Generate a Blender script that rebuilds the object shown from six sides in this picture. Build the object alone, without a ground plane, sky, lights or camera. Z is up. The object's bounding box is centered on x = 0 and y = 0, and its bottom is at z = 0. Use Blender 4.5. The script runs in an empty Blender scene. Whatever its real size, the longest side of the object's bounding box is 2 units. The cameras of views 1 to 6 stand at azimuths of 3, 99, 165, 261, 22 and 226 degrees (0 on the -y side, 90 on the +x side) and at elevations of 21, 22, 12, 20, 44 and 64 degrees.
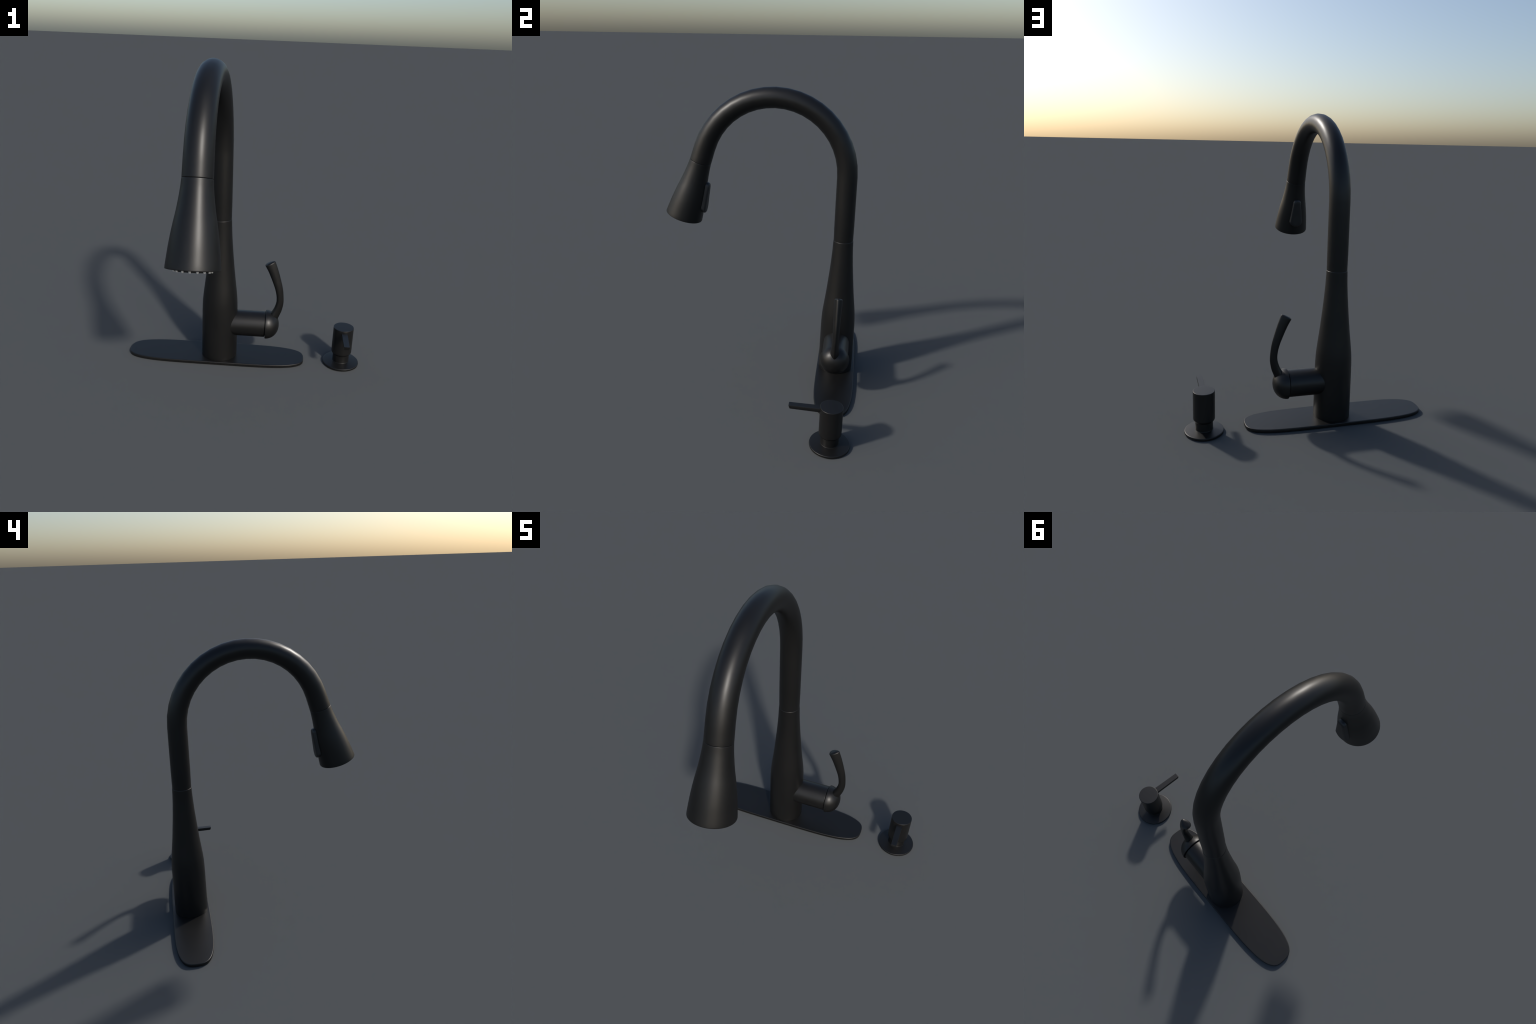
import bpy, bmesh, math
from mathutils import Vector, Matrix

# --------------------------------------------------------------------------
#  Matt black pull-down kitchen faucet on a deck plate + separate soap pump
#  (metres; the faucet plane is x = FX, the spout reaches towards -y)
# --------------------------------------------------------------------------
FX, FY = -0.1740, 0.5484          # faucet axis
HY = 0.5484                       # handle axis
DX, DY = 0.6795, 0.5602           # soap pump axis
AROUND = 72                       # segments round a turned part


# ------------------------------------------------------------- materials --
def coated_metal(name, colour, rough, spec=0.5, grain=0.004, spread=0.10):
    """Powder-coated metal: plain colour, faint mottling, fine orange-peel."""
    m = bpy.data.materials.new(name)
    m.use_nodes = True
    nt = m.node_tree
    b = nt.nodes["Principled BSDF"]
    tc = nt.nodes.new("ShaderNodeTexCoord")
    n1 = nt.nodes.new("ShaderNodeTexNoise")
    n1.inputs["Scale"].default_value = 9.0
    n1.inputs["Detail"].default_value = 4.0
    nt.links.new(tc.outputs["Object"], n1.inputs["Vector"])
    ramp = nt.nodes.new("ShaderNodeValToRGB")
    lo = [c * (1 - spread) for c in colour]
    hi = [c * (1 + spread) for c in colour]
    ramp.color_ramp.elements[0].position = 0.3
    ramp.color_ramp.elements[1].position = 0.7
    ramp.color_ramp.elements[0].color = (*lo, 1)
    ramp.color_ramp.elements[1].color = (*hi, 1)
    nt.links.new(n1.outputs["Fac"], ramp.inputs["Fac"])
    nt.links.new(ramp.outputs["Color"], b.inputs["Base Color"])
    mr = nt.nodes.new("ShaderNodeMapRange")
    mr.inputs["To Min"].default_value = rough - 0.015
    mr.inputs["To Max"].default_value = rough + 0.015
    nt.links.new(n1.outputs["Fac"], mr.inputs["Value"])
    nt.links.new(mr.outputs["Result"], b.inputs["Roughness"])
    b.inputs["Specular IOR Level"].default_value = spec
    n2 = nt.nodes.new("ShaderNodeTexNoise")
    n2.inputs["Scale"].default_value = 420.0
    n2.inputs["Detail"].default_value = 2.0
    nt.links.new(tc.outputs["Object"], n2.inputs["Vector"])
    bump = nt.nodes.new("ShaderNodeBump")
    bump.inputs["Strength"].default_value = 0.05
    bump.inputs["Distance"].default_value = grain * 0.05
    nt.links.new(n2.outputs["Fac"], bump.inputs["Height"])
    nt.links.new(bump.outputs["Normal"], b.inputs["Normal"])
    return m


BLACK = coated_metal("matte_black_coating", (0.0054, 0.0052, 0.0050), 0.41, spec=0.42)
RUBBER = coated_metal("black_button_rubber", (0.0150, 0.0155, 0.0162), 0.46)
FACE = coated_metal("dark_spray_face_plastic", (0.007, 0.007, 0.007), 0.5)
SILICONE = coated_metal("grey_nozzle_silicone", (0.60, 0.60, 0.59), 0.55, spread=0.03)


# ----------------------------------------------------------------- tools --
def make(name, verts, faces, parent, mat, pivot, sharp=38, weighted=True):
    """Mesh object with its origin at pivot (world), parented without offset."""
    pv = Vector(pivot)
    me = bpy.data.meshes.new(name)
    me.from_pydata([tuple(Vector(v) - pv) for v in verts], [], faces)
    me.validate()
    bm = bmesh.new()
    bm.from_mesh(me)
    bmesh.ops.remove_doubles(bm, verts=bm.verts, dist=1e-6)
    bmesh.ops.recalc_face_normals(bm, faces=bm.faces)
    bm.to_mesh(me)
    bm.free()
    me.shade_smooth()
    me.set_sharp_from_angle(angle=math.radians(sharp))
    me.materials.append(mat)
    ob = bpy.data.objects.new(name, me)
    bpy.context.scene.collection.objects.link(ob)
    if parent is not None:
        ob.parent = parent
        ob.location = pv - Vector(parent["pivot"])
    else:
        ob.location = pv
    ob["pivot"] = tuple(pv)
    if weighted:
        w = ob.modifiers.new("weighted_normals", 'WEIGHTED_NORMAL')
        w.keep_sharp = True
        w.weight = 60
    return ob


def loft(rings, cap_start=True, cap_end=True):
    """Skin a list of equally long closed rings."""
    n = len(rings[0])
    verts = [v for r in rings for v in r]
    faces = []
    for i in range(len(rings) - 1):
        for j in range(n):
            k = (j + 1) % n
            faces.append((i * n + j, i * n + k, (i + 1) * n + k, (i + 1) * n + j))
    if cap_start:
        faces.append(tuple(range(n - 1, -1, -1)))
    if cap_end:
        o = (len(rings) - 1) * n
        faces.append(tuple(range(o, o + n)))
    return verts, faces


def frame(axis):
    """Two unit vectors square to axis."""
    a = Vector(axis).normalized()
    u = Vector((1, 0, 0)) if abs(a.x) < 0.9 else Vector((0, 1, 0))
    u = (u - a * u.dot(a)).normalized()
    return u, a.cross(u)


def ring(centre, u, v, r, n=AROUND):
    c = Vector(centre)
    return [c + u * (r * math.cos(2 * math.pi * j / n)) + v * (r * math.sin(2 * math.pi * j / n))
            for j in range(n)]


def turned(profile, origin, axis, n=AROUND, cap_start=True, cap_end=True):
    """Surface of revolution: profile = [(distance along axis, radius)]."""
    o, a = Vector(origin), Vector(axis).normalized()
    u, v = frame(a)
    rings = [ring(o + a * s, u, v, max(r, 1e-4), n) for s, r in profile]
    return loft(rings, cap_start, cap_end)


def corner(s0, r0, ds, dr, steps=4, convex=True):
    """Quarter-ellipse edge round from (s0, r0) to (s0+ds, r0+dr)."""
    out = []
    for i in range(steps + 1):
        t = math.pi / 2 * i / steps
        if convex:
            out.append((s0 + ds * math.sin(t), r0 + dr * (1 - math.cos(t))))
        else:
            out.append((s0 + ds * (1 - math.cos(t)), r0 + dr * math.sin(t)))
    return out


def smooth_curve(points, steps):
    """Catmull-Rom through n-tuples."""
    out = []
    P = [tuple(p) for p in points]
    for i in range(len(P) - 1):
        p0, p1, p2, p3 = P[max(i - 1, 0)], P[i], P[i + 1], P[min(i + 2, len(P) - 1)]
        for k in range(steps):
            t = k / steps
            out.append(tuple(
                0.5 * (2 * b + (c - a) * t + (2 * a - 5 * b + 4 * c - d) * t * t
                       + (3 * b - a - 3 * c + d) * t ** 3)
                for a, b, c, d in zip(p0, p1, p2, p3)))
    out.append(P[-1])
    return out


def thing(name, pivot, label, category):
    e = bpy.data.objects.new(name, None)
    e.empty_display_size = 0.1
    bpy.context.scene.collection.objects.link(e)
    e.location = pivot
    e["pivot"] = tuple(pivot)
    e["label"] = label
    e["category"] = category
    return e


# ================================================================ FAUCET ==
faucet = thing("kitchen_faucet", (FX, FY, 0.0),
               "matte black pull-down kitchen faucet with arched gooseneck spout",
               "kitchen faucet")

# -- deck plate: long bowed outline with rounded ends, edge rolled over -----
PLATE_X, PLATE_Y = -0.1925, 0.5523
PLATE_A, PLATE_B = 0.6110, 0.1362


def plate_outline(inset, n=160):
    pts = []
    a, b = PLATE_A - inset, PLATE_B - inset
    for j in range(n):
        t = 2 * math.pi * j / n
        # superellipse-like: nearly parallel flanks, blunt rounded ends
        c, s = math.cos(t), math.sin(t)
        x = math.copysign(abs(c) ** (2 / 4.3), c)
        y = math.copysign(abs(s) ** (2 / 3.1), s)
        pts.append((PLATE_X + a * x, PLATE_Y + b * y))
    return pts


rings = []
for z, inset in [(0.0, 0.004), (0.003, 0.0005), (0.006, 0.0), (0.0180, 0.0),
                 (0.0202, 0.0005), (0.0218, 0.0017), (0.0227, 0.0035), (0.0230, 0.0060)]:
    rings.append([(x, y, z) for x, y in plate_outline(inset)])
v, f = loft(rings)
make("deck_plate", v, f, faucet, BLACK, (PLATE_X, PLATE_Y, 0.0), sharp=50)

# -- body: straight foot, shoulder, long waist up to the spout joint --------
BODY_TOP = 1.0125
key = [(0.028, 0.1208), (0.12, 0.1208), (0.22, 0.1205), (0.30, 0.1201), (0.36, 0.1196),
       (0.40, 0.1187), (0.45, 0.1161), (0.50, 0.1112), (0.55, 0.1053), (0.62, 0.0970),
       (0.70, 0.0889), (0.80, 0.0796), (0.88, 0.0734), (0.94, 0.0698), (1.0075, 0.0673)]
prof = [(0.020, 0.1190), (0.024, 0.1199)] + smooth_curve(key, 4)
prof += [(1.0100, 0.0669), (1.0118, 0.0659), (BODY_TOP, 0.0640), (BODY_TOP, 0.0560)]
v, f = turned(prof, (FX, FY, 0), (0, 0, 1))
make("faucet_body", v, f, faucet, BLACK, (FX, FY, 0.0), sharp=50)

# -- spout: straight riser, wide arc, tightening less towards the tip -------
RISE, BEND_R, BEND_A, TIP = 1.4468, 0.4877, 2.8195, 0.1020
TUBE = [(0.0, 0.0657), (0.06, 0.0668), (0.40, 0.0662), (0.68, 0.0660), (0.80, 0.0672), (0.93, 0.0706), (1.0, 0.0727)]
LEAN = 0.0024
SEG = math.radians(8.15)           # facet pitch of the bend


def spine():
    # the riser leans forward by a hair
    pts = [(FY - LEAN * (z - 1.006) / (RISE - 1.006), z)
           for z in (1.006, 1.0100, 1.016, 1.12, 1.25, 1.36, RISE)]
    yc = FY - LEAN - BEND_R
    n = round(BEND_A / SEG)
    for i in range(1, n + 1):
        t = BEND_A * i / n
        pts.append((yc + BEND_R * math.cos(t), RISE + BEND_R * math.sin(t)))
    d = (-math.sin(BEND_A), math.cos(BEND_A))
    e = pts[-1]
    for l in (TIP * 0.35, TIP * 0.7, TIP - 0.003, TIP - 0.001, TIP):
        pts.append((e[0] + d[0] * l, e[1] + d[1] * l))
    return pts, d


S, HEAD_D = spine()
length = [0.0]
for a, b in zip(S, S[1:]):
    length.append(length[-1] + math.hypot(b[0] - a[0], b[1] - a[1]))
rings = []
for i, (y, z) in enumerate(S):
    a = S[max(i - 1, 0)]
    b = S[min(i + 1, len(S) - 1)]
    t = Vector((0, b[0] - a[0], b[1] - a[1])).normalized()
    u = Vector((1, 0, 0))
    w = t.cross(u)
    q = length[i] / length[-1]
    for (q0, r0), (q1, r1) in zip(TUBE, TUBE[1:]):
        if q0 <= q <= q1 + 1e-9:
            r = r0 + (r1 - r0) * (q - q0) / (q1 - q0)
            break
    if i == len(S) - 1:
        r -= 0.0020
    elif i == len(S) - 2:
        r -= 0.0005
    rings.append(ring((FX, y, z), u, w, r))
v, f = loft(rings)
make("spout", v, f, faucet, BLACK, (FX, FY, BODY_TOP), sharp=50)

# -- spray head: flared bell on the line of the spout tip -------------------
HEAD_O = Vector((FX, S[-1][0], S[-1][1]))
HEAD_A = Vector((-0.0017, HEAD_D[0], HEAD_D[1])).normalized()
HEAD_N = Vector((0, -HEAD_A.z, HEAD_A.y)).normalized()     # towards the body (+y)
HEAD_L = 0.4075
key = [(0.0035, 0.0730), (0.025, 0.0745), (0.05, 0.0768), (0.10, 0.0833), (0.15, 0.0912),
       (0.20, 0.1008), (0.25, 0.1093), (0.30, 0.1166), (0.35, 0.1225), (0.385, 0.1264),
       (0.4040, 0.1280)]
prof = [(0.0006, 0.060), (0.0006, 0.0712), (0.0010, 0.0721), (0.0020, 0.0727)] + smooth_curve(key, 4)
prof += [(0.4059, 0.1277), (0.4070, 0.1268), (HEAD_L, 0.1256), (HEAD_L - 0.0006, 0.1244),
         (HEAD_L - 0.004, 0.1228), (HEAD_L - 0.032, 0.1205)]
v, f = turned(prof, HEAD_O, HEAD_A)
head = make("spray_head", v, f, faucet, BLACK, HEAD_O, sharp=50)

FACE_O = HEAD_O + HEAD_A * (HEAD_L - 0.014)
prof = [(-0.016, 0.1200), (-0.014, 0.1120), (-0.012, 0.0940), (0.000, 0.0905), (0.0120, 0.0880),
        (0.0215, 0.0862), (0.0230, 0.0848), (0.0236, 0.0825), (0.0236, 0.0420), (0.0226, 0.0405),
        (0.0222, 0.0360), (0.0222, 0.001)]
v, f = turned(prof, FACE_O, HEAD_A)
make("spray_face", v, f, head, FACE, FACE_O, sharp=40)

# soft nozzles: a ring of 16 along the edge of the face
nozzle_prof = [(0.0, 0.0067), (0.006, 0.0064), (0.0112, 0.0057), (0.0122, 0.0049), (0.0122, 0.0026),
               (0.0100, 0.0020)]
v, f = turned(nozzle_prof, (0, 0, 0), (0, 0, 1), n=16)
first = None
hu, hv = frame(HEAD_A)
rot = HEAD_A.to_track_quat('Z', 'Y')
for count, radius, depth, phase in ((16, 0.0868, 0.0135, 0.0),):
    for i in range(count):
        t = 2 * math.pi * (i + phase) / count
        p = FACE_O + HEAD_A * depth + (hu * math.cos(t) + hv * math.sin(t)) * radius
        if first is None:
            ob = make("nozzle", v, f, head, SILICONE, (0, 0, 0), sharp=40, weighted=False)
            first = ob
        else:
            ob = first.copy()
            bpy.context.scene.collection.objects.link(ob)
        ob.parent = head
        ob.location = p - HEAD_O
        ob.rotation_mode = 'QUATERNION'
        ob.rotation_quaternion = rot

# rocker button on the back of the head: rounded wedge, narrow end up
B0, B1, BW0, BW1 = 0.1205, 0.3315, 0.0300, 0.0490


def button_outline(inset, per=10):
    """Rounded trapezoid in (x, s), counter-clockwise."""
    w0, w1 = BW0 - inset, BW1 - inset
    s0, s1 = B0 + inset, B1 - inset
    pts = []
    for cx, cs, rx, rs, t0 in (
            (w1 * 0.14, s1 - w1 * 0.74, w1 * 0.86, w1 * 0.74, 0.0),
            (-w1 * 0.14, s1 - w1 * 0.74, w1 * 0.86, w1 * 0.74, 0.5),
            (-w0 * 0.12, s0 + w0 * 0.88, w0 * 0.88, w0 * 0.88, 1.0),
            (w0 * 0.12, s0 + w0 * 0.88, w0 * 0.88, w0 * 0.88, 1.5)):
        for k in range(per):
            t = math.pi * (t0 + 0.5 * k / (per - 1))
            pts.append((cx + rx * math.cos(t), cs + rs * math.sin(t)))
    return pts


def button_height(x, s):
    """Distance of the button's outer face from the head axis."""
    q = s - B0
    top = 0.1095 + 0.2165 * (q - 0.012) - 0.57 * (q - 0.012) * (q - 0.109)
    return top - 0.5 * x * x / 0.16


rings = []
for inset, drop in ((0.0, 0.046), (0.0, 0.014), (0.0, 0.0095), (0.0010, 0.0058), (0.0030, 0.0026),
                    (0.0058, 0.0007), (0.0090, 0.0), (0.0150, -0.0003), (0.021, -0.0004)):
    rings.append([HEAD_O + Vector((x, 0, 0)) + HEAD_A * s + HEAD_N * (button_height(x, s) - drop)
                  for x, s in button_outline(inset)])
v, f = loft(rings)
make("spray_button", v, f, head, RUBBER, HEAD_O + HEAD_A * 0.2, sharp=60)

# -- handle hub: side barrel, gap, rimmed dome cap, blade lever -------------
HZ, HUB_R = 0.2695, 0.0883
prof = [(0.02, HUB_R), (0.3085, HUB_R), (0.3103, HUB_R - 0.0006), (0.3113, HUB_R - 0.002),
        (0.3113, 0.0800), (0.3180, 0.0800)]
v, f = turned(prof, (FX, HY, HZ), (1, 0, 0))
make("handle_hub", v, f, faucet, BLACK, (FX + 0.12, HY, HZ), sharp=50)

CAP_X = 0.1405
prof = [(0.0, 0.076), (0.0, 0.0955), (0.0010, 0.0975), (0.0028, 0.0986)]
DOME_C, DOME_R = 0.0035, 0.0990
for i in range(0, 21):
    t = math.pi / 2 * i / 20
    prof.append((DOME_C + 0.0895 * math.sin(t), DOME_R * math.cos(t) ** 0.94 if i < 20 else 0.0))
v, f = turned(prof, (CAP_X, HY, HZ), (1, 0, 0), cap_end=False)
cap = make("handle_cap", v, f, faucet, BLACK, (CAP_X, HY, HZ), sharp=50)

# lever: (x, z, width in the bend plane, half thickness across)
key = [(0.172, 0.270, 0.086, 0.034), (0.181, 0.303, 0.076, 0.0335), (0.1975, 0.337, 0.061, 0.0300),
       (0.2195, 0.385, 0.0535, 0.0245), (0.2315, 0.436, 0.0475, 0.0212),
       (0.2307, 0.4840, 0.0460, 0.0203), (0.2205, 0.5430, 0.0500, 0.0213),
       (0.1987, 0.6120, 0.0570, 0.0233), (0.1758, 0.6740, 0.0640, 0.0256),
       (0.1555, 0.7190, 0.0708, 0.0274)]
L = smooth_curve(key, 5)
NL = 40
rings = []


def lever_ring(c, t, width, half, inset=0.0):
    n = Vector((t.z, 0, -t.x))              # outward, away from the body
    out = []
    for j in range(NL):
        a = 2 * math.pi * j / NL
        ca, sa = math.cos(a), math.sin(a)
        # tear-drop: blunt towards the body, narrow ridge on the outside
        w = (width / 2 - inset) * ca
        y = (half - inset) * math.copysign(abs(sa) ** 0.9, sa) * (1 - 0.34 * ca - 0.06 * ca * ca) / 1.06
        out.append(c + n * w + Vector((0, y, 0)))
    return out


for i, (x, z, w, h) in enumerate(L):
    a, b = L[max(i - 1, 0)], L[min(i + 1, len(L) - 1)]
    t = Vector((b[0] - a[0], 0, b[1] - a[1])).normalized()
    rings.append(lever_ring(Vector((x, HY, z)), t, w + 0.002, h + 0.001))
x, z, w, h = L[-1]
for up, inset in ((0.0022, 0.0006), (0.0042, 0.0022), (0.0060, 0.0050), (0.0082, 0.0100), (0.0098, 0.0170),
                  (0.0103, 0.0230)):
    rings.append(lever_ring(Vector((x, HY, z)) + t * up, t, w + 0.002, h + 0.001, inset))
v, f = loft(rings)
make("lever", v, f, cap, BLACK, (0.2, HY, 0.33), sharp=60)

# ============================================================= SOAP PUMP ==
pump = thing("soap_dispenser", (DX, DY, 0.0),
             "small matte black soap dispenser pump with straight flat spout",
             "soap dispenser")

prof = [(0.0, 0.1205), (0.002, 0.1228), (0.005, 0.1236), (0.0120, 0.1236), (0.0142, 0.1230),
        (0.0156, 0.1216), (0.0164, 0.1190), (0.0192, 0.0900), (0.0220, 0.0600), (0.0225, 0.0300)]
v, f = turned(prof, (DX, DY, 0), (0, 0, 1))
make("base_flange", v, f, pump, BLACK, (DX, DY, 0.0), sharp=45)

prof = [(0.018, 0.0576), (0.0220, 0.0574), (0.0225, 0.0569), (0.0232, 0.0564), (0.0245, 0.0561),
        (0.036, 0.0560), (0.085, 0.0560)]
v, f = turned(prof, (DX, DY, 0), (0, 0, 1))
make("pump_neck", v, f, pump, BLACK, (DX, DY, 0.02), sharp=45)

prof = [(0.0750, 0.0500), (0.0750, 0.0566), (0.0758, 0.0578), (0.0800, 0.0616), (0.0845, 0.0650),
        (0.0888, 0.0675), (0.0930, 0.0686), (0.0970, 0.0688), (0.2752, 0.0688), (0.2770, 0.0684),
        (0.2782, 0.0672), (0.2787, 0.0655), (0.2787, 0.0300)]
v, f = turned(prof, (DX, DY, 0), (0, 0, 1))
pump_head = make("pump_head", v, f, pump, BLACK, (DX, DY, 0.07), sharp=45)

# spout of the pump: flat-topped bar, rounded belly, end cut back underneath
SX = 0.6800


def bar_ring(y_top, slant, half, z_top, depth):
    sec = [(-1.0, -0.06), (-0.96, 0.0), (0.96, 0.0), (1.0, -0.06), (1.0, -0.62), (0.93, -0.85),
           (0.72, -1.0), (-0.72, -1.0), (-0.93, -0.85), (-1.0, -0.62)]
    return [(SX + half * a, y_top - slant * b, z_top + depth * b) for a, b in sec]


rings = [bar_ring(0.5300, 0.0, 0.0197, 0.2670, 0.0280),
         bar_ring(0.4800, 0.0, 0.0194, 0.2670, 0.0275),
         bar_ring(0.4000, 0.0, 0.0187, 0.2673, 0.0268),
         bar_ring(0.3068, 0.008, 0.0178, 0.2676, 0.0260),
         bar_ring(0.3058, 0.008, 0.0172, 0.2670, 0.0248)]
v, f = loft(rings)
make("pump_spout", v, f, pump_head, BLACK, (SX, 0.49, 0.252), sharp=30, weighted=False)

for ob in bpy.data.objects:
    if "pivot" in ob:
        del ob["pivot"]
